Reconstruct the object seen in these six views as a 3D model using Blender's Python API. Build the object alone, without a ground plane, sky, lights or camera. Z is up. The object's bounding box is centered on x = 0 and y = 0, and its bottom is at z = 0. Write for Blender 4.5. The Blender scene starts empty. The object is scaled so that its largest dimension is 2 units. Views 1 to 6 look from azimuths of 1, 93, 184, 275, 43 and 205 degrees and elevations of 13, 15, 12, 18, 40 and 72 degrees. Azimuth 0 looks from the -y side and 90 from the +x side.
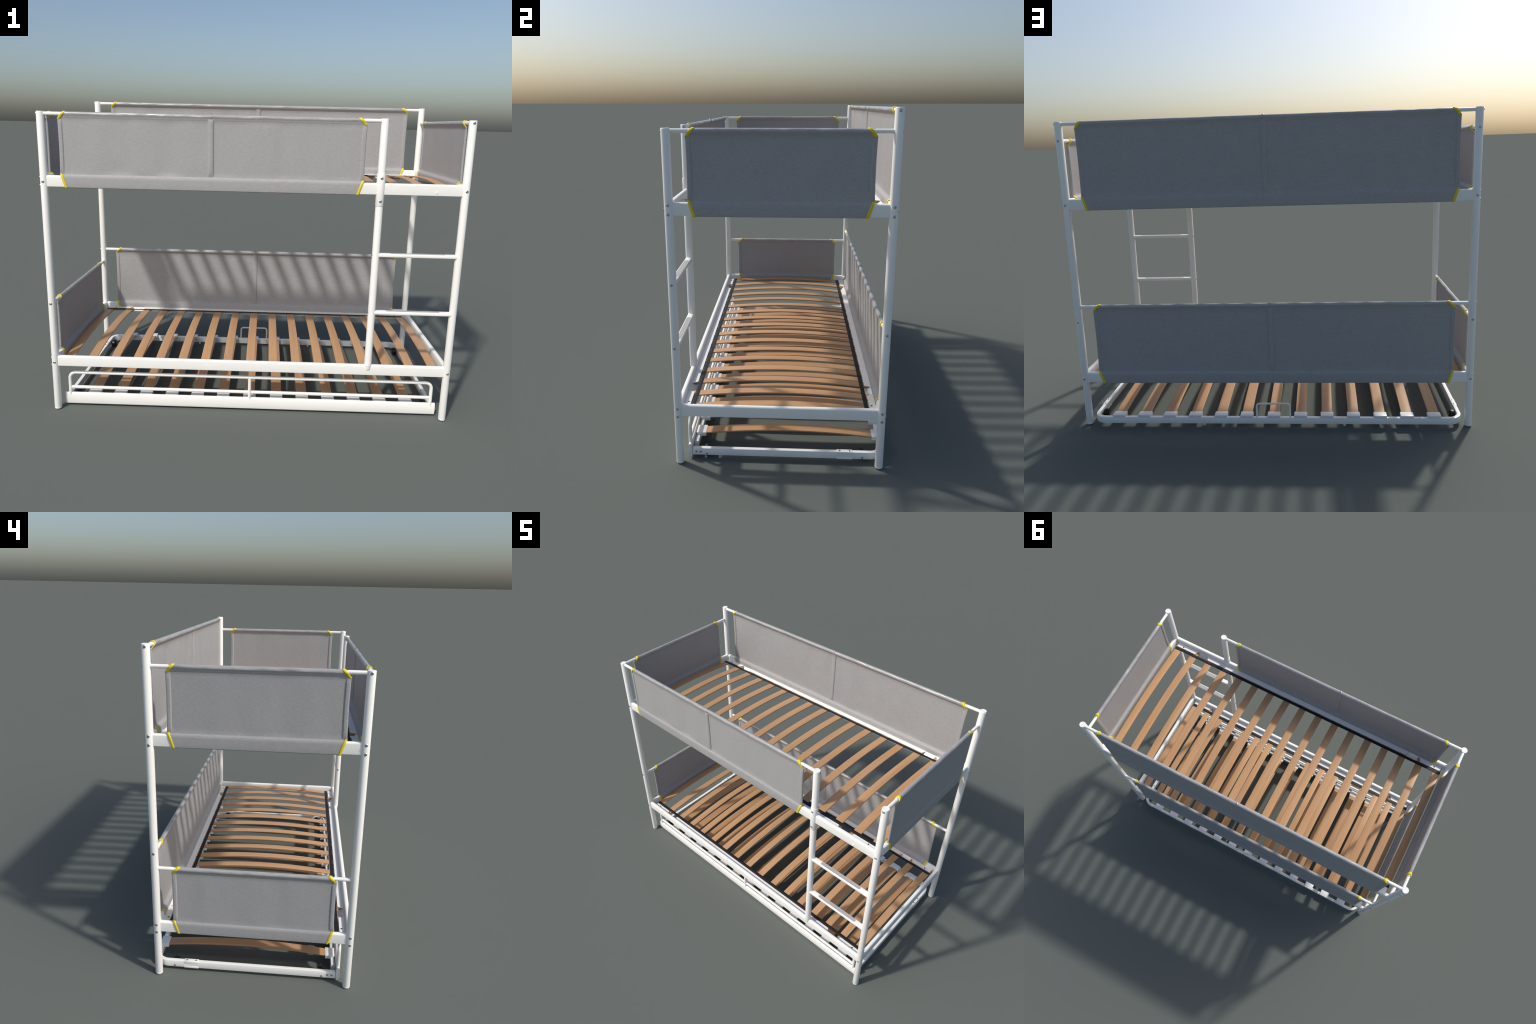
# Metal-framed bunk bed with fabric guard panels, a ladder and a roll-out trundle bed below.
import bpy, bmesh, math, random
from mathutils import Vector, Matrix, noise

random.seed(7)

# ------------------------------------------------------------------ dimensions
PX = 0.98                      # corner post axis, +-x
PYF, PYB = -0.451, 0.441       # front / back post axis
YC = (PYF + PYB) / 2           # middle of the sleeping base
LX = 0.587                     # inner ladder stile axis
RP = 0.018                     # post radius
ZF, ZB = 1.4785, 1.5565        # heights of the front and the back posts
RT = 0.0088                    # radius of the thin guard tubes
RAIL_H, RAIL_W = 0.0535, 0.0225  # side / end rails
Z_LOW, Z_UP = 0.2355, 1.1360     # rail undersides of the lower and the upper bunk

# ------------------------------------------------------------------ materials
def material(name):
    m = bpy.data.materials.new(name)
    m.use_nodes = True
    nt = m.node_tree
    return m, nt, nt.nodes['Principled BSDF']

def node(nt, kind, **kw):
    n = nt.nodes.new(kind)
    for k, v in kw.items():
        if k in n.inputs.keys():
            n.inputs[k].default_value = v
        else:
            setattr(n, k, v)
    return n

def ramp(nt, fac, stops):
    r = nt.nodes.new('ShaderNodeValToRGB')
    els = r.color_ramp.elements
    while len(els) < len(stops):
        els.new(0.5)
    for e, (p, c) in zip(els, stops):
        e.position = p
        e.color = (*c, 1)
    nt.links.new(fac, r.inputs['Fac'])
    return r

def mix(nt, fac, a, b, mode='MIX'):
    m = nt.nodes.new('ShaderNodeMix')
    m.data_type = 'RGBA'
    m.blend_type = mode
    for sock, val in ((m.inputs[0], fac), (m.inputs[6], a), (m.inputs[7], b)):
        if isinstance(val, (int, float)):
            sock.default_value = val
        elif isinstance(val, tuple):
            sock.default_value = (*val, 1)
        else:
            nt.links.new(val, sock)
    return m.outputs[2]

def mapping(nt, scale, source='Object', jitter=False):
    tc = nt.nodes.new('ShaderNodeTexCoord')
    mp = nt.nodes.new('ShaderNodeMapping')
    mp.inputs['Scale'].default_value = scale
    nt.links.new(tc.outputs[source], mp.inputs['Vector'])
    if jitter:
        oi = nt.nodes.new('ShaderNodeObjectInfo')
        mul = node(nt, 'ShaderNodeVectorMath', operation='SCALE')
        cmb = nt.nodes.new('ShaderNodeCombineXYZ')
        for i in range(3):
            nt.links.new(oi.outputs['Random'], cmb.inputs[i])
        nt.links.new(cmb.outputs[0], mul.inputs[0])
        mul.inputs['Scale'].default_value = 37.0
        nt.links.new(mul.outputs[0], mp.inputs['Location'])
    return mp.outputs['Vector']

def bump(nt, bsdf, height, strength, distance):
    b = node(nt, 'ShaderNodeBump', Strength=strength, Distance=distance)
    nt.links.new(height, b.inputs['Height'])
    nt.links.new(b.outputs['Normal'], bsdf.inputs['Normal'])

def plain(name, col, rough, metal=0.0, spec=0.5, var=0.04, scale=20.0):
    m, nt, b = material(name)
    n = node(nt, 'ShaderNodeTexNoise', Scale=1.0, Detail=3.0)
    nt.links.new(mapping(nt, (scale,) * 3), n.inputs['Vector'])
    lo = tuple(c * (1 - var) for c in col)
    hi = tuple(min(1, c * (1 + var)) for c in col)
    r = ramp(nt, n.outputs['Fac'], [(0.3, lo), (0.7, hi)])
    nt.links.new(r.outputs['Color'], b.inputs['Base Color'])
    b.inputs['Roughness'].default_value = rough
    b.inputs['Metallic'].default_value = metal
    b.inputs['Specular IOR Level'].default_value = spec
    return m

WHITE = plain('white_powder_coat', (0.925, 0.92, 0.875), 0.30, var=0.010, scale=6)
CAP = plain('white_plastic', (0.88, 0.875, 0.86), 0.40, var=0.015, scale=8)
STEEL = plain('zinc_steel', (0.55, 0.56, 0.58), 0.30, metal=1.0, var=0.08, scale=90)
STAPLE = plain('dull_staple_wire', (0.16, 0.16, 0.17), 0.4, metal=1.0, var=0.2, scale=90)
DARK = plain('dark_recess', (0.03, 0.03, 0.033), 0.6, var=0.1)
STRAP = plain('black_webbing', (0.011, 0.011, 0.013), 0.55, spec=0.35, var=0.15, scale=60)
RUBBER = plain('black_plastic', (0.006, 0.006, 0.007), 0.40, var=0.1, scale=40)
YELLOW = plain('yellow_binding', (0.77, 0.60, 0.015), 0.52, var=0.07, scale=70)
GRIP = plain('grey_grip', (0.42, 0.41, 0.41), 0.7, var=0.05, scale=120)

def make_wood():
    m, nt, b = material('birch_veneer')
    v1 = mapping(nt, (26, 1.6, 26), jitter=True)
    v2 = mapping(nt, (140, 4.0, 140), jitter=True)
    v3 = mapping(nt, (9, 5.0, 9), jitter=True)
    n1 = node(nt, 'ShaderNodeTexNoise', Scale=1.0, Detail=4.0, Roughness=0.55)
    n2 = node(nt, 'ShaderNodeTexNoise', Scale=1.0, Detail=3.0, Roughness=0.6)
    n3 = node(nt, 'ShaderNodeTexNoise', Scale=1.0, Detail=1.5)
    for n, v in ((n1, v1), (n2, v2), (n3, v3)):
        nt.links.new(v, n.inputs['Vector'])
    base = ramp(nt, n1.outputs['Fac'], [(0.25, (0.500, 0.284, 0.145)), (0.55, (0.560, 0.328, 0.168)), (0.8, (0.615, 0.372, 0.198))])
    fine = ramp(nt, n2.outputs['Fac'], [(0.3, (0.90, 0.88, 0.86)), (0.65, (1.0, 1.0, 1.0))])
    knot = ramp(nt, n3.outputs['Fac'], [(0.66, (0, 0, 0)), (0.78, (1, 1, 1))])
    c = mix(nt, 0.8, base.outputs['Color'], fine.outputs['Color'], 'MULTIPLY')
    sc = node(nt, 'ShaderNodeMath', operation='MULTIPLY')
    nt.links.new(knot.outputs['Color'], sc.inputs[0])
    sc.inputs[1].default_value = 0.35
    c = mix(nt, sc.outputs[0], c, (0.62, 0.27, 0.09))
    oi = nt.nodes.new('ShaderNodeObjectInfo')
    tone = ramp(nt, oi.outputs['Random'], [(0.0, (0.95, 0.945, 0.93)), (1.0, (1.0, 1.0, 1.0))])
    c = mix(nt, 1.0, c, tone.outputs['Color'], 'MULTIPLY')
    nt.links.new(c, b.inputs['Base Color'])
    b.inputs['Roughness'].default_value = 0.38
    b.inputs['Specular IOR Level'].default_value = 0.4
    bump(nt, b, n2.outputs['Fac'], 0.06, 0.001)
    return m
WOOD = make_wood()

def make_fabric(name, glints):
    m, nt, b = material(name)
    # fine horizontal and vertical yarns plus faint cloudy patches
    nh = node(nt, 'ShaderNodeTexNoise', Scale=1.0, Detail=3.0, Roughness=0.65)
    nv = node(nt, 'ShaderNodeTexNoise', Scale=1.0, Detail=3.0, Roughness=0.65)
    nc = node(nt, 'ShaderNodeTexNoise', Scale=1.0, Detail=4.0)
    nt.links.new(mapping(nt, (55, 55, 330)), nh.inputs['Vector'])
    nt.links.new(mapping(nt, (330, 330, 40)), nv.inputs['Vector'])
    nt.links.new(mapping(nt, (11, 11, 14)), nc.inputs['Vector'])
    yh = ramp(nt, nh.outputs['Fac'], [(0.3, (0.346, 0.343, 0.344)), (0.7, (0.420, 0.416, 0.413))])
    yv = ramp(nt, nv.outputs['Fac'], [(0.3, (0.94, 0.94, 0.94)), (0.7, (1.0, 1.0, 1.0))])
    cl = ramp(nt, nc.outputs['Fac'], [(0.3, (0.975, 0.975, 0.98)), (0.7, (1.0, 1.0, 0.995))])
    c = mix(nt, 1.0, yh.outputs['Color'], yv.outputs['Color'], 'MULTIPLY')
    c = mix(nt, 1.0, c, cl.outputs['Color'], 'MULTIPLY')
    nt.links.new(c, b.inputs['Base Color'])
    b.inputs['Roughness'].default_value = 0.62
    b.inputs['Specular IOR Level'].default_value = 0.35
    if glints:  # uneven gloss and bump tuned to break the sun highlight into streaks
        ns = node(nt, 'ShaderNodeTexNoise', Scale=1.0, Detail=0.5)
        nt.links.new(mapping(nt, (4, 4, 30)), ns.inputs['Vector'])
        rs = ramp(nt, ns.outputs['Fac'], [(0.38, (0.36,) * 3), (0.56, (0.15,) * 3)])
        nt.links.new(rs.outputs['Color'], b.inputs['Roughness'])
        b.inputs['Specular IOR Level'].default_value = 0.7
        nw = node(nt, 'ShaderNodeTexNoise', Scale=1.0, Detail=1.0)
        nt.links.new(mapping(nt, (9, 9, 25)), nw.inputs['Vector'])
        bump(nt, b, nw.outputs['Fac'], 1.0, 0.012)
    else:
        bump(nt, b, nh.outputs['Fac'], 0.12, 0.0008)
    return m
FABRIC = make_fabric('grey_woven_fabric', False)
SLEEVE = make_fabric('sun_glint_woven_fabric', True)

# ------------------------------------------------------------------ mesh helpers
def finish(name, bm, mat, parent=None, angle=35):
    bmesh.ops.recalc_face_normals(bm, faces=bm.faces)
    me = bpy.data.meshes.new(name)
    bm.to_mesh(me)
    bm.free()
    me.materials.append(mat)
    me.polygons.foreach_set('use_smooth', [True] * len(me.polygons))
    me.set_sharp_from_angle(angle=math.radians(angle))
    ob = bpy.data.objects.new(name, me)
    bpy.context.scene.collection.objects.link(ob)
    ob.parent = parent
    return ob

def instance(src, parent, loc=None, rot=None):
    ob = src.copy()
    bpy.context.scene.collection.objects.link(ob)
    ob.parent = parent
    if loc is not None:
        ob.location = loc
    if rot is not None:
        ob.rotation_euler = rot
    return ob

def empty(name, loc=(0, 0, 0), parent=None):
    e = bpy.data.objects.new(name, None)
    e.empty_display_size = 0.1
    e.location = loc
    bpy.context.scene.collection.objects.link(e)
    e.parent = parent
    return e

def circle(r, n=24):
    return [(r * math.cos(2 * math.pi * i / n), r * math.sin(2 * math.pi * i / n)) for i in range(n)]

def rounded_rect(w, h, r, seg=6):
    pts = []
    for cx, cy, a0 in ((w / 2 - r, h / 2 - r, 0), (-w / 2 + r, h / 2 - r, 90), (-w / 2 + r, -h / 2 + r, 180), (w / 2 - r, -h / 2 + r, 270)):
        for i in range(seg + 1):
            a = math.radians(a0 + 90 * i / seg)
            pts.append((cx + r * math.cos(a), cy + r * math.sin(a)))
    return pts

def skin(bm, rings, closed=True, caps=True):
    n = len(rings[0])
    for a, b in zip(rings, rings[1:]):
        for i in range(n if closed else n - 1):
            j = (i + 1) % n
            bm.faces.new((a[i], a[j], b[j], b[i]))
    if caps:
        bm.faces.new(rings[0][::-1])
        bm.faces.new(rings[-1])

def sweep(bm, path, profile, up):
    """Carry a profile (side, up) along a planar path; `up` is the normal of the path's plane."""
    up = Vector(up)
    path = [Vector(p) for p in path]
    rings = []
    for i, p in enumerate(path):
        t0 = (p - path[i - 1]).normalized() if i else None
        t1 = (path[i + 1] - p).normalized() if i < len(path) - 1 else None
        t = (t0 + t1).normalized() if t0 and t1 else (t0 or t1)
        k = 1 / max(0.5, t.dot(t1)) if t0 and t1 else 1
        side = t.cross(up).normalized() * k
        rings.append([bm.verts.new(p + side * a + up * b) for a, b in profile])
    skin(bm, rings)

def lathe(bm, profile, n=28, matrix=Matrix()):
    """Turn (radius, height) pairs about z; open ends on the axis close themselves."""
    rings = []
    for r, z in profile:
        if r < 1e-6:
            rings.append([bm.verts.new(matrix @ Vector((0, 0, z)))])
        else:
            rings.append([bm.verts.new(matrix @ Vector((r * math.cos(2 * math.pi * i / n), r * math.sin(2 * math.pi * i / n), z))) for i in range(n)])
    for a, b in zip(rings, rings[1:]):
        for i in range(n):
            j = (i + 1) % n
            if len(a) == 1:
                bm.faces.new((a[0], b[i], b[j]))
            elif len(b) == 1:
                bm.faces.new((a[i], a[j], b[0]))
            else:
                bm.faces.new((a[i], a[j], b[j], b[i]))

def box(bm, x0, x1, y0, y1, z0, z1, bevel=0.0):
    r = bmesh.ops.create_cube(bm, size=1.0, matrix=Matrix.Translation(((x0 + x1) / 2, (y0 + y1) / 2, (z0 + z1) / 2)) @ Matrix.Diagonal((x1 - x0, y1 - y0, z1 - z0, 1)))
    if bevel:
        edges = list({e for v in r['verts'] for e in v.link_edges})
        bmesh.ops.bevel(bm, geom=edges, offset=bevel, segments=2, profile=0.5, affect='EDGES')

def prism(bm, outline, z0, z1):
    a = [bm.verts.new((x, y, z0)) for x, y in outline]
    b = [bm.verts.new((x, y, z1)) for x, y in outline]
    skin(bm, [a, b])

def arc(c, r, a0, a1, n):
    return [(c[0] + r * math.cos(math.radians(a0 + (a1 - a0) * i / n)), c[1] + r * math.sin(math.radians(a0 + (a1 - a0) * i / n))) for i in range(n + 1)]

# ------------------------------------------------------------------ the bunk bed
bed = empty('bunk_bed')
bed['label'] = 'white metal bunk bed with grey fabric guard panels and ladder'
bed['category'] = 'bunk bed'

# bolt: button head with a hexagonal socket, shared by every bolt on the bed
def bolt_mesh(name, r=0.0064, h=0.0020, parent=None):
    bm = bmesh.new()
    lathe(bm, [(r, -0.004), (r, h * 0.25), (r * 0.86, h * 0.72), (r * 0.6, h), (r * 0.45, h), (r * 0.42, h * 0.15), (0, h * 0.1)], 18)
    return finish(name, bm, STEEL, parent)

ROT = {'-y': (math.pi / 2, 0, 0), '+y': (-math.pi / 2, 0, 0), '+x': (0, math.pi / 2, 0), '-x': (0, -math.pi / 2, 0), '+z': (0, 0, 0)}
bolt0 = None
def bolt(parent, loc, face, scale=1.0):
    global bolt0
    if bolt0 is None:
        bolt0 = bolt_mesh('bolt', parent=parent)
        ob = bolt0
        ob.location, ob.rotation_euler = loc, ROT[face]
    else:
        ob = instance(bolt0, parent, loc, ROT[face])
    ob.scale = (scale,) * 3
    return ob

# corner posts: round tube, plastic foot, flat end cap
def post(x, y, top):
    bm = bmesh.new()
    lathe(bm, [(0, 0), (RP * 0.72, 0), (RP * 0.93, 0.0016), (RP, 0.006), (RP, 0.0095), (RP * 0.985, 0.0105), (RP, 0.0115),
               (RP, top - 0.003), (RP * 0.97, top - 0.0012), (RP * 0.90, top), (RP * 0.78, top), (RP * 0.76, top - 0.0006), (0, top - 0.0006)],
          40, Matrix.Translation((x, y, 0)))
    return finish('post', bm, WHITE, bed)

BOLTS = {  # height of the bolts on the two outer faces of each post
    ('F', 1): ([0.257, 1.160, 1.467], [0.238, 0.276, 0.563, 0.847, 1.142, 1.180]),
    ('F', -1): ([0.257, 0.564, 1.160], [0.238, 0.276, 1.142, 1.180, 1.468]),
    ('B', 1): ([0.257, 0.563, 1.161, 1.468], [0.238, 0.276, 0.641, 1.142, 1.180, 1.545]),
    ('B', -1): ([0.257, 0.563, 1.161, 1.468], [0.238, 0.276, 0.641, 1.142, 1.180, 1.545]),
}
for (row, sx), (zy, zx) in BOLTS.items():
    y = PYF if row == 'F' else PYB
    p = post(sx * PX, y, ZF if row == 'F' else ZB)
    sy = -1 if row == 'F' else 1
    for z in zy:
        small = 0.7 if (row == 'B' and sx == 1 and z == 0.563) else 1.0
        bolt(p, (sx * PX, y + sy * RP, z), '-y' if sy < 0 else '+y', small)
    for z in zx:
        bolt(p, (sx * (PX + RP), y, z), '+x' if sx > 0 else '-x')

# rails
def rail_profile(w, h, rt, rb):
    pts = arc((w / 2 - rt, h / 2 - rt), rt, 0, 90, 7) + arc((-w / 2 + rt, h / 2 - rt), rt, 90, 180, 7)
    return pts + arc((-w / 2 + rb, -h / 2 + rb), rb, 180, 270, 4) + arc((w / 2 - rb, -h / 2 + rb), rb, 270, 360, 4)
RAIL = rail_profile(RAIL_W, RAIL_H, 0.0090, 0.0028)
RAIL_IN_Y, RAIL_IN_X = 0.001, 0.003    # rails sit slightly inside the post axes
def rail_x(y, zb, name='side_rail'):
    bm = bmesh.new()
    a = PX - 0.013
    yr = y - math.copysign(RAIL_IN_Y, y)
    sweep(bm, [(-a, yr, zb + RAIL_H / 2), (a, yr, zb + RAIL_H / 2)], RAIL, (0, 0, 1))
    return finish(name, bm, WHITE, bed)

def rail_y(x, zb):
    bm = bmesh.new()
    x -= math.copysign(RAIL_IN_X, x)
    sweep(bm, [(x, PYF + 0.013, zb + RAIL_H / 2), (x, PYB - 0.013, zb + RAIL_H / 2)], RAIL, (0, 0, 1))
    return finish('end_rail', bm, WHITE, bed)

rails = {}
for zb in (Z_LOW, Z_UP):
    for y in (PYF, PYB):
        rails[(y, zb)] = rail_x(y, zb)
    for sx in (-1, 1):
        rail_y(sx * PX, zb)

# channel along each side rail that holds the slat ends: notched top flange, wider bottom flange
def ledge(y, zb, parent):
    s = 1 if y > 0 else -1                    # outward direction
    yo = y - s * 0.0118                       # inner face of the rail
    yi = YC + s * 0.4022                      # inner edge of the top flange
    yb = YC + s * 0.390                       # inner edge of the bottom flange
    zt = zb + 0.0245
    bm = bmesh.new()
    def part(x0, x1, cut0, cut1):
        # flange piece between two ends; cut0 / cut1 lean the ends of a notch
        prism(bm, [(x0 + cut0, yo), (x0, yi), (x1, yi), (x1 - cut1, yo)], zt - 0.0022, zt)
    part(-0.946, -0.812, 0, -0.018)
    part(-0.714, 0.714, -0.014, -0.014)
    part(0.812, 0.946, -0.018, 0)
    for x0, x1 in ((-0.946, -0.80), (-0.722, 0.722), (0.80, 0.946)):
        box(bm, x0, x1, min(yo, yb), max(yo, yb), zb + 0.0088, zb + 0.0110)
    box(bm, -0.946, 0.946, min(yo, yo - s * 0.002), max(yo, yo - s * 0.002), zb + 0.0118, zt - 0.0024)
    for sx in (-1, 1):          # tab bent down where the flange is notched
        ya, yt = yo - s * 0.001, YC + s * 0.406
        rings = [[bm.verts.new((x, yy, zz)) for yy, zz in ((ya, zt - 0.003), (yt, zb - 0.004), (yt - s * 0.002, zb - 0.003), (ya - s * 0.002, zt - 0.002))]
                 for x in (sx * 0.763 - 0.054, sx * 0.763 + 0.054)]
        skin(bm, rings)
    ob = finish('slat_ledge', bm, WHITE, parent)
    for sx in (-1, 1):
        bmh = bmesh.new()
        lathe(bmh, [(0.0048, -0.001), (0.0048, 0.0005), (0.0036, 0.0008), (0, 0.0008)], 16)
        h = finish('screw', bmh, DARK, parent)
        h.location = (sx * 0.902, YC + s * 0.4125, zt)
    return ob
for (y, zb), r in rails.items():
    ledge(y, zb, r)
# little white plug on the upper front rail
bm = bmesh.new()
lathe(bm, [(0.0056, -0.002), (0.0056, 0.0012), (0.0046, 0.0024), (0.0028, 0.0028), (0.0024, 0.0012), (0, 0.0012)], 18)
plug = finish('plug', bm, WHITE, rails[(PYF, Z_UP)])
plug.location, plug.rotation_euler = (0.845, PYF + RAIL_IN_Y - RAIL_W / 2, 1.151), ROT['-y']

# thin guard tubes above the rails
TUBE = circle(RT, 20)
def tube(a, b):
    bm = bmesh.new()
    d = Vector(b) - Vector(a)
    sweep(bm, [a, b], TUBE, (0, 0, 1))
    return finish('guard_tube', bm, WHITE, bed)
g = 0.010
ZT_F, ZT_B, ZT_LB, ZT_LE = 1.468, 1.5455, 0.6415, 0.5635
tubes = {
    'front': tube((-PX + g, PYF, ZT_F), (LX - g, PYF, ZT_F)),
    'back': tube((-PX + g, PYB, ZT_B), (PX - g, PYB, ZT_B)),
    'low_back': tube((-PX + g, PYB, ZT_LB), (PX - g, PYB, ZT_LB)),
    'left': tube((-PX, PYF + g, ZT_F), (-PX, PYB - g, ZT_F)),
    'right': tube((PX, PYF + g, ZT_F), (PX, PYB - g, ZT_F)),
    'low_left': tube((-PX, PYF + g, ZT_LE), (-PX, PYB - g, ZT_LE)),
}

# ------------------------------------------------------------------ ladder
bm = bmesh.new()
lathe(bm, [(0, 0.262), (0.0125, 0.262), (0.0150, 0.266), (0.0152, 0.281), (0.0178, 0.284), (0.0178, ZF - 0.003),
           (0.0172, ZF - 0.0012), (0.0162, ZF), (0.0140, ZF), (0.0137, ZF - 0.0006), (0, ZF - 0.0006)],
      40, Matrix.Translation((LX, PYF, 0)))
ladder = finish('ladder', bm, WHITE, bed)
bm = bmesh.new()
lathe(bm, [(0.0174, 1.083), (0.0192, 1.083), (0.0198, 1.0845), (0.0198, 1.2345), (0.0192, 1.236), (0.0174, 1.236)], 40, Matrix.Translation((LX, PYF, 0)))
finish('sleeve', bm, WHITE, ladder)
for z in (1.212, 1.106):
    bolt(ladder, (LX, PYF - 0.0198, z), '-y')
bolt(ladder, (LX + RP, PYF, 1.468), '+x')
RUNG = rounded_rect(0.030, 0.0175, 0.0055, 5)
for z in (0.8490, 0.5630):
    bolt(ladder, (LX - RP, PYF, z), '-x')
    bm = bmesh.new()
    sweep(bm, [(LX + 0.010, PYF, z), (PX - 0.010, PYF, z)], RUNG, (0, 0, 1))
    finish('rung', bm, WHITE, ladder)
    bm = bmesh.new()
    zt = z + 0.00875
    prism(bm, [(x + cx, PYF + yy) for x, yy, cx in [(px, py, ox) for ox, a0 in ((0.905, -90), (0.665, 90)) for px, py in arc((0, 0), 0.0098, a0, a0 + 180, 8)]], zt - 0.001, zt + 0.0006)
    finish('tread_pad', bm, GRIP, ladder)

# ------------------------------------------------------------------ slats
SLAT_W, SLAT_T, BOW = 0.0456, 0.0078, 0.0235
def slat_mesh(name, half, width, thick, bow, bow_half, z_end, parent):
    """Sprung wooden slat: a shallow arch along y with softened long edges."""
    bm = bmesh.new()
    n = 36
    prof = rounded_rect(width, thick, min(0.0032, thick * 0.48), 4)
    rings = []
    for i in range(n + 1):
        y = -half + 2 * half * i / n
        q = min(1.0, abs(y) / bow_half)
        z = z_end + bow * (1 - q * q) - thick / 2
        rings.append([bm.verts.new((a, y, z + b)) for a, b in prof])
    skin(bm, rings)
    return finish(name, bm, WOOD, parent, 40)
PITCH = 0.1160
slat0 = slat_mesh('slat', 0.428, SLAT_W, SLAT_T, BOW, 0.393, 0.0202, bed)
for zb in (Z_LOW, Z_UP):
    for i in range(17):
        x = (i - 8) * PITCH
        loc = (x + random.uniform(-0.0008, 0.0008), YC, zb + random.uniform(-0.0003, 0.0003))
        if zb == Z_LOW and i == 0:
            slat0.location = loc
        else:
            instance(slat0, bed, loc)

# black webbing that ties the slats together, with its staples
for zb in (Z_LOW, Z_UP):
    for s in (-1, 1):
        yc = YC + s * 0.3886
        bm = bmesh.new()
        prof = rounded_rect(0.0192, 0.0024, 0.0010, 2)
        path = []
        for i in range(17 * 4 + 1):
            x = -0.951 + 1.902 * i / 68
            path.append((x, yc, zb + 0.0219))
        lean = -s * 2 * BOW * 0.3886 / 0.393 ** 2          # lie flat on the sloping slat ends
        rings = [[bm.verts.new((p[0], p[1] + a, p[2] + b + a * lean)) for a, b in prof] for p in path]
        skin(bm, rings)
        strap = finish('strap', bm, STRAP, bed)
        bm = bmesh.new()
        for i in range(17):
            for dx in (-0.007, 0.007):
                x = (i - 8) * PITCH + dx + random.uniform(-0.002, 0.002)
                lathe(bm, [(0.0017, 0), (0.0017, 0.0005), (0.0010, 0.0009), (0, 0.0010)], 8,
                      Matrix.Translation((x, yc + random.uniform(-0.002, 0.002), zb + 0.0229)))
        st = finish('staple', bm, STAPLE, strap)
        st['kind'] = 'stuff'

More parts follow.
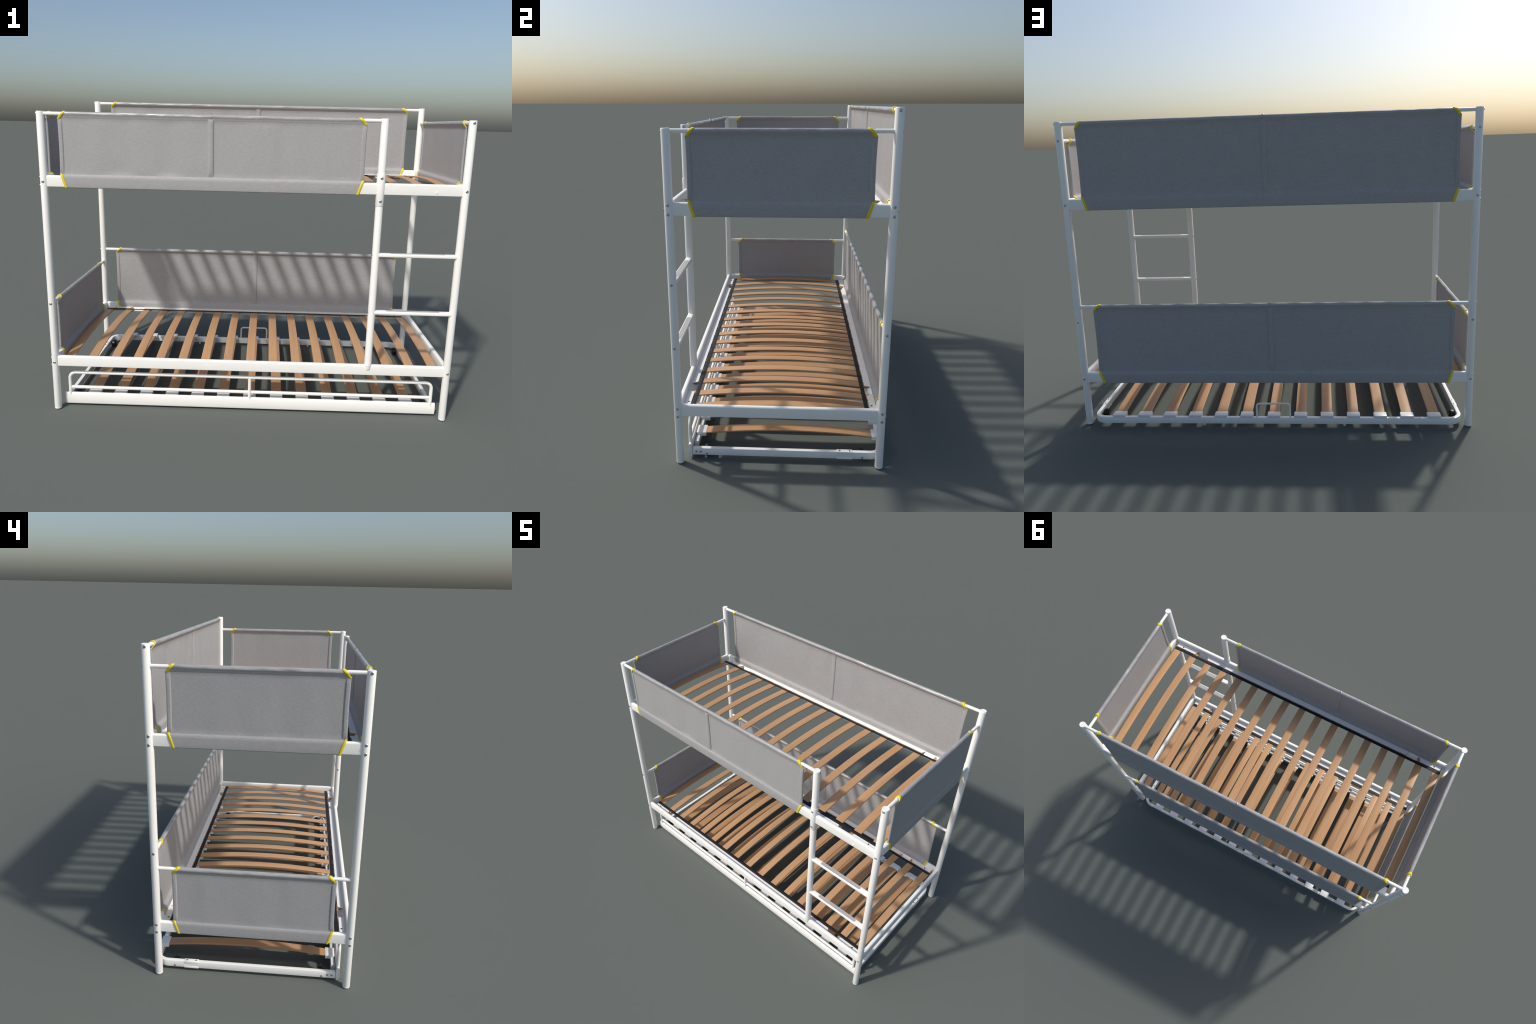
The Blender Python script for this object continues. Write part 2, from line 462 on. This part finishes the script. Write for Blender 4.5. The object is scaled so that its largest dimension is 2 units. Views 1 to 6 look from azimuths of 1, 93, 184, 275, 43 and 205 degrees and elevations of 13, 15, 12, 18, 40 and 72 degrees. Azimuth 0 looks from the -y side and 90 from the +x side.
# ------------------------------------------------------------------ fabric panels
def panel(axis, c, u0, u1, zb, zt, seam=None, seed=0):
    out = 1 if c > 0 else -1
    cr = out * -(RAIL_IN_Y if axis == 'x' else RAIL_IN_X)     # rail axis, relative to the tube
    SHEET = out * (0.0034 if axis == 'x' else 0.0014)         # the cloth hangs a little nearer to the outer face
    """Fabric sleeve hung between a rail (underside zb) and a tube (axis zt), hemmed all round."""
    zr = zb + RAIL_H
    W = RAIL_W / 2 + 0.0022
    R = RT + 0.0022
    z0 = zb - 0.0036
    half = [(0.0, z0), (W * 0.3, z0)]                              # bottom centre -> tube top, one side
    half += arc((W - 0.005, z0 + 0.005), 0.005, -90, 0, 5)
    half += [(W, zb + 0.025), (W, zr - 0.0135)]
    half += [(W * 0.985, zr - 0.0085), (W * 0.90, zr - 0.0035), (W * 0.74, zr + 0.0005), (W * 0.52, zr + 0.0035), (W * 0.32, zr + 0.0060), (0.0030, zr + 0.0095)]
    base_n = len(half)
    za, ze = zr + 0.014, zt - 0.0205
    rows = 16
    half += [(0.0020, za + (ze - za) * i / rows) for i in range(rows + 1)]
    half += [(0.0036, zt - 0.0165), (0.0062, zt - 0.0126)]
    half += [(R * math.cos(math.radians(a)), zt + R * math.sin(math.radians(a))) for a in (-46, -30, -12, 6, 24, 42, 60, 76)]
    half += [(0.0, zt + R)]
    lo_top, hi_bot = zr + 0.008, zt - 0.020

    def inset(z):
        if z < lo_top:
            q = (lo_top - z) / (lo_top - z0)
            return 0.023 * q ** 0.85
        if z > hi_bot:
            q = (z - hi_bot) / (zt + R - hi_bot)
            return 0.026 * q
        q = (z - lo_top) / (hi_bot - lo_top)
        return 0.0020 * math.sin(math.pi * q)

    # columns: dense at the side hems and at the seam
    L = u1 - u0
    cols = [0.0, 0.0005, 0.0016, 0.0032, 0.0055, 0.009, 0.013, 0.0165, 0.0190, 0.0212, 0.0235, 0.026]
    ss = [d / L for d in cols] + [1 - d / L for d in cols]
    k = max(8, int(L / 0.022))
    ss += [(0.032 + (L - 0.064) * i / k) / L for i in range(k + 1)]
    if seam is not None:
        so = (seam - u0) / L
        ss = [s for s in ss if abs(s - so) * L > 0.016]
        ss += [so + d / L for d in (-0.0158, -0.0138, -0.0130, -0.0115, -0.008, -0.004, 0, 0.004, 0.008, 0.0115, 0.0130, 0.0138, 0.0158)]
    ss = sorted(set(round(s, 6) for s in ss))

    def side_hem(d):
        # rolled edge: quarter round, flat back, then a soft step down to the sheet
        if d < 0.0055:
            return 0.0004 + 0.0056 * math.sqrt(max(0.0, 1 - ((0.0055 - d) / 0.0055) ** 2))
        return 0.0060 * (0.5 + 0.5 * math.cos(math.pi * min(1.0, max(0.0, (d - 0.0170) / 0.0065))))

    def hem(d, w, h):
        q = (d - w / 2) / (w / 2)
        return h * math.sqrt(max(0.0, 1 - q ** 4)) if abs(q) < 1 else 0.0

    def shift(z):
        lo = min(1.0, max(0.0, (z - (zr - 0.002)) / 0.012))
        hi = min(1.0, max(0.0, ((zt - 0.006) - z) / 0.012))
        return cr * (1 - lo) + SHEET * lo * hi

    def P(u, n, z):
        n += shift(z)
        return Vector((u, c + n, z)) if axis == 'x' else Vector((c + n, u, z))

    def offset(n, z, u, d, side):
        """Local thickness: hems and seam puff the cloth up, soft ripples move the sheet."""
        h = side_hem(d)
        hs = hem(abs(u - seam) + 0.0138, 0.0276, 0.0074) if seam is not None else 0.0
        mid = min(1.0, max(0.0, (z - lo_top) / 0.01)) * min(1.0, max(0.0, (hi_bot - z) / 0.012))
        if 0 < mid:
            n = max(n, 0.0020 + (h - 0.0020) * mid) if h > 0.002 else n
        if d < 0.0055:
            n = n + (h - n) * mid
        n = max(n, hs * min(1.0, max(0.0, (z - lo_top) / 0.01)) * min(1.0, max(0.0, (zt + 0.004 - z) / 0.006)))
        inner = min(1.0, max(0.0, (d - 0.02) / 0.05)) * mid
        rip = noise.noise(Vector((u * 9 + seed * 5.1, z * 3.2, seed))) * 0.0030 + noise.noise(Vector((u * 26, z * 9, seed + 3.3))) * 0.0012
        rip += noise.noise(Vector((u * 19, z * 1.3, seed + 8.7))) * 0.0022
        return side * n + rip * inner * (1.0 if axis == 'x' else 0.4)

    bm = bmesh.new()
    loops = []
    m = len(half)
    for s in ss:
        ring = []
        path = [(n, z, 1) for n, z in half] + [(n, z, -1) for n, z in half[-2:0:-1]]
        for n, z, side in path:
            a, b = u0 + inset(z), u1 - inset(z)
            u = a + (b - a) * s
            d = min(u - a, b - u)
            ring.append(bm.verts.new(P(u, offset(n, z, u, d, side), z)))
        loops.append(ring)
    n = len(loops[0])
    for a, b in zip(loops, loops[1:]):
        for i in range(n):
            j = (i + 1) % n
            bm.faces.new((a[i], a[j], b[j], b[i]))
    for ring in (loops[0], loops[-1]):          # close the ends between the two layers
        for i in range(m - 1):
            p, q = ring[i], ring[i + 1]
            pm, qm = ring[(n - i) % n], ring[(n - i - 1) % n]
            vs = [v for k_, v in enumerate((p, q, qm, pm)) if v not in (p, q, qm, pm)[:k_]]
            if len(vs) > 2:
                bm.faces.new(vs)
    ob = finish('fabric_panel', bm, FABRIC, bed, 50)
    ob.data.materials.append(SLEEVE)            # glossier copy of the cloth, made to put white glints along the tube
    for p in ob.data.polygons:
        if p.center.z > zt - 0.001:
            p.material_index = 1

    # yellow binding at the four sleeve mouths
    def binding(points, left, wide):
        bmb = bmesh.new()
        rings = []
        for i, (nn, z) in enumerate(points):
            pa = points[max(0, i - 1)]
            pb = points[min(len(points) - 1, i + 1)]
            t = Vector((pb[0] - pa[0], pb[1] - pa[1])).normalized()
            nx, nz = t.y, -t.x
            if nx * nn < 0 or (abs(nn) < 1e-6 and False):
                nx, nz = -nx, -nz
            ring = []
            for du, off in ((-0.0012, -0.0004), (-0.0016, 0.0006), (-0.0004, 0.0018), (wide * 0.5, 0.0025), (wide - 0.001, 0.0017), (wide, 0.0006), (wide - 0.0004, -0.0006)):
                u = (u0 + inset(z) + du) if left else (u1 - inset(z) - du)
                ring.append(bmb.verts.new(P(u, nn + nx * off, z + nz * off)))
            rings.append(ring)
        skin(bmb, rings)
        finish('binding', bmb, YELLOW, ob, 60)
    low = [(nn, z) for nn, z in half[:base_n] if z <= lo_top + 0.002]
    high = [(nn, z) for nn, z in half if z >= hi_bot - 0.0005]
    low_path = [(-nn, z) for nn, z in low[::-1]] + low[1:]
    high_path = [(nn, z) for nn, z in high] + [(-nn, z) for nn, z in high[-2::-1]]
    for left in (True, False):
        binding(low_path, left, 0.0105)
        binding(high_path, left, 0.0145)
    # screws on top of the tube next to each mouth, and the clamp screw at the seam
    for u in (u0 + 0.017, u1 - 0.017):
        b = bolt(ob, P(u, 0, zt + RT - 0.0004), '+z', 0.62)
    if seam is not None:
        bmc = bmesh.new()
        sweep(bmc, [P(seam - 0.0040, 0, zt), P(seam + 0.0040, 0, zt)], circle(R + 0.0016, 24), (0, 0, 1))
        finish('clamp', bmc, FABRIC, ob, 50)
        bolt(ob, P(seam, 0, zt + R + 0.0012), '+z', 0.85)
    return ob

E_ = 0.0795
panel('x', PYF, -PX + E_, 0.5085, Z_UP, ZT_F, seam=-0.199, seed=1)
panel('x', PYB, -PX + E_, PX - E_, Z_UP, ZT_B, seam=0.0, seed=2)
panel('x', PYB, -PX + E_, PX - E_, Z_LOW, ZT_LB, seam=0.0, seed=3)
panel('y', -PX, PYF + 0.0760, PYB - 0.0760, Z_UP, ZT_F, seed=4)
panel('y', PX, PYF + 0.0760, PYB - 0.0760, Z_UP, ZT_F, seed=5)
panel('y', -PX, PYF + 0.0760, PYB - 0.0760, Z_LOW, ZT_LE, seed=6)

# ------------------------------------------------------------------ the trundle bed
trundle = empty('trundle_bed')
trundle['label'] = 'low white roll-out trundle bed with wooden slats on casters'
trundle['category'] = 'trundle bed'
FT, FH, FZ = 0.0190, 0.0340, 0.0335      # frame tube: thickness, height, centre height
XO, YBK, YFR = 0.9405, 0.4605, -0.4010   # frame centre lines
FRAME = rounded_rect(FT, FH, 0.0018, 2)

bm = bmesh.new()
rc = 0.056
pts = [(XO, YFR)] + arc((XO - rc, YBK - rc), rc, 0, 90, 12) + arc((-XO + rc, YBK - rc), rc, 90, 180, 12) + [(-XO, YFR)]
sweep(bm, [(x, y, FZ) for x, y in pts], FRAME, (0, 0, 1))
frame = finish('frame', bm, WHITE, trundle)

for sx in (-1, 1):
    # folded joint plate on each end
    bm = bmesh.new()
    box(bm, sx * XO - 0.0108, sx * XO + 0.0108, 0.256, 0.326, FZ + FH / 2 - 0.010, FZ + FH / 2 + 0.0016, 0.0008)
    box(bm, sx * XO - 0.0108, sx * XO + 0.0108, 0.256, 0.326, FZ - FH / 2 - 0.0016, FZ - FH / 2 + 0.008, 0.0008)
    finish('joint_plate', bm, WHITE, frame)
    for y in (0.268, 0.3125):
        bolt(frame, (sx * XO, y, FZ + FH / 2 + 0.0016), '+z', 0.85)
    face = '+x' if sx > 0 else '-x'
    for y, z in ((-0.383, 0.034), (-0.363, 0.034), (-0.335, 0.025), (0.371, 0.025)):
        bolt(frame, (sx * (XO + FT / 2), y, z), face, 0.9)
# floor pegs under the back tube
for x in (-0.361, 0.361):
    bm = bmesh.new()
    lathe(bm, [(0, 0.003), (0.0058, 0.003), (0.007, 0.005), (0.007, 0.020)], 16, Matrix.Translation((x, YBK - 0.002, 0)))
    finish('peg', bm, WHITE, frame)
# wire pull handle at the back
bm = bmesh.new()
hp = [(0.085, 0.045)] + arc((0.085 - 0.016, 0.124 - 0.016), 0.016, 0, 90, 8) + arc((-0.085 + 0.016, 0.124 - 0.016), 0.016, 90, 180, 8) + [(-0.085, 0.045)]
sweep(bm, [(x, YBK + 0.001, z) for x, z in hp], circle(0.0048, 14), (0, 1, 0))
finish('handle', bm, WHITE, trundle)

# inner beam that carries the slat clips along the front
bm = bmesh.new()
sweep(bm, [(-0.895, -0.3905, FZ), (0.895, -0.3905, FZ)], FRAME, (0, 0, 1))
finish('beam', bm, WHITE, trundle)

# front board: tall oval tube, with a bent guard rail standing on it
bm = bmesh.new()
YB0 = -0.4115
# flat inner face, softly crowned outer face
BOARD = [(0.0070 + 0.0026 * math.sin(math.pi * i / 12) ** 0.8, -0.0265 + 0.051 * i / 12) for i in range(13)]
BOARD += arc((-0.0005, 0.0225), 0.0074, 30, 150, 8) + [(-0.0085, 0.019), (-0.0085, -0.026)] + arc((-0.0050, -0.0285), 0.0032, 200, 270, 4) + arc((0.0030, -0.0285), 0.0036, 270, 345, 4)
sweep(bm, [(-0.9505, YB0, 0.0410), (0.9505, YB0, 0.0410)], BOARD, (0, 0, 1))
board = finish('front_board', bm, WHITE, trundle)
RG = 0.0086
bm = bmesh.new()
gx, gz, gr = 0.9255, 0.1815, 0.032
gp = [(gx, 0.060)] + arc((gx - gr, gz - gr), gr, 0, 90, 10) + arc((-gx + gr, gz - gr), gr, 90, 180, 10) + [(-gx, 0.060)]
sweep(bm, [(x, YB0 - 0.001, z) for x, z in gp], circle(RG, 20), (0, 1, 0))
guard = finish('guard_rail', bm, WHITE, trundle)
bm = bmesh.new()
for a, b in ((-gx + 0.002, -0.003), (0.003, gx - 0.002)):
    sweep(bm, [(a, YB0 + 0.001, 0.0993), (b, YB0 + 0.001, 0.0993)], circle(RG * 0.97, 20), (0, 0, 1))
finish('crossbar', bm, WHITE, guard)
bm = bmesh.new()
lathe(bm, [(0.0062, 0.058), (0.0072, 0.074), (0.0084, 0.100), (0.0084, 0.181)], 20, Matrix.Translation((0, YB0 - 0.002, 0)))
finish('baluster', bm, WHITE, guard)

# slats in white plastic clips
TP = 0.1342
ts = slat_mesh('slat', 0.4050, 0.0545, 0.0085, 0.0240, 0.400, 0.0600, trundle)
TY = 0.0360
def clip(s, parent):
    """Plastic holder that grips a slat end and sits on the frame tube; s = +1 back, -1 front."""
    bm = bmesh.new()
    if s > 0:
        box(bm, -0.0325, 0.0325, 0.4270, 0.4708, 0.0490, 0.0630, 0.0014)
        box(bm, -0.0325, 0.0325, 0.4270, 0.4508, 0.0440, 0.0500, 0.0010)
    else:
        box(bm, -0.0325, 0.0325, -0.4000, -0.3545, 0.0500, 0.0630, 0.0014)
        box(bm, -0.0325, 0.0325, -0.3800, -0.3545, 0.0440, 0.0500, 0.0010)
    return finish('slat_clip', bm, CAP, parent)
cb, cf = clip(1, trundle), clip(-1, trundle)
for i in range(13):
    k = i - 6                                  # slightly wider gaps beside the middle slat
    x = math.copysign(0.1385 + (abs(k) - 1) * TP, k) if k else -0.001
    if i == 0:
        ts.location = (x, TY, 0)
        cb.location = cf.location = (x, 0, 0)
    else:
        instance(ts, trundle, (x + random.uniform(-0.0008, 0.0008), TY, 0))
        instance(cb, trundle, (x, 0, 0))
        instance(cf, trundle, (x, 0, 0))

# casters: black wheel with a paler hub, axle through the end tube
wheel0 = None
for sx in (-1, 1):
    for y in (-0.335, 0.371):
        if wheel0 is None:
            bm = bmesh.new()
            lathe(bm, [(0, -0.013), (0.0090, -0.013), (0.0100, -0.0105), (0.0195, -0.0115), (0.0222, -0.0095), (0.0230, -0.006),
                       (0.0230, 0.006), (0.0222, 0.0095), (0.0195, 0.0115), (0.0100, 0.0105), (0.0090, 0.013), (0, 0.013)], 32)
            wheel0 = finish('caster_wheel', bm, RUBBER, trundle)
            w = wheel0
        else:
            w = instance(wheel0, trundle)
        w.location, w.rotation_euler = (sx * 0.9145, y, 0.0240), (0, math.pi / 2, 0)
        bm = bmesh.new()
        lathe(bm, [(0.0035, -0.024), (0.0035, 0.0150), (0.0030, 0.0155), (0, 0.0155)], 14)
        ax = finish('axle', bm, STEEL, w)
        if sx > 0:
            ax.rotation_euler = (math.pi, 0, 0)
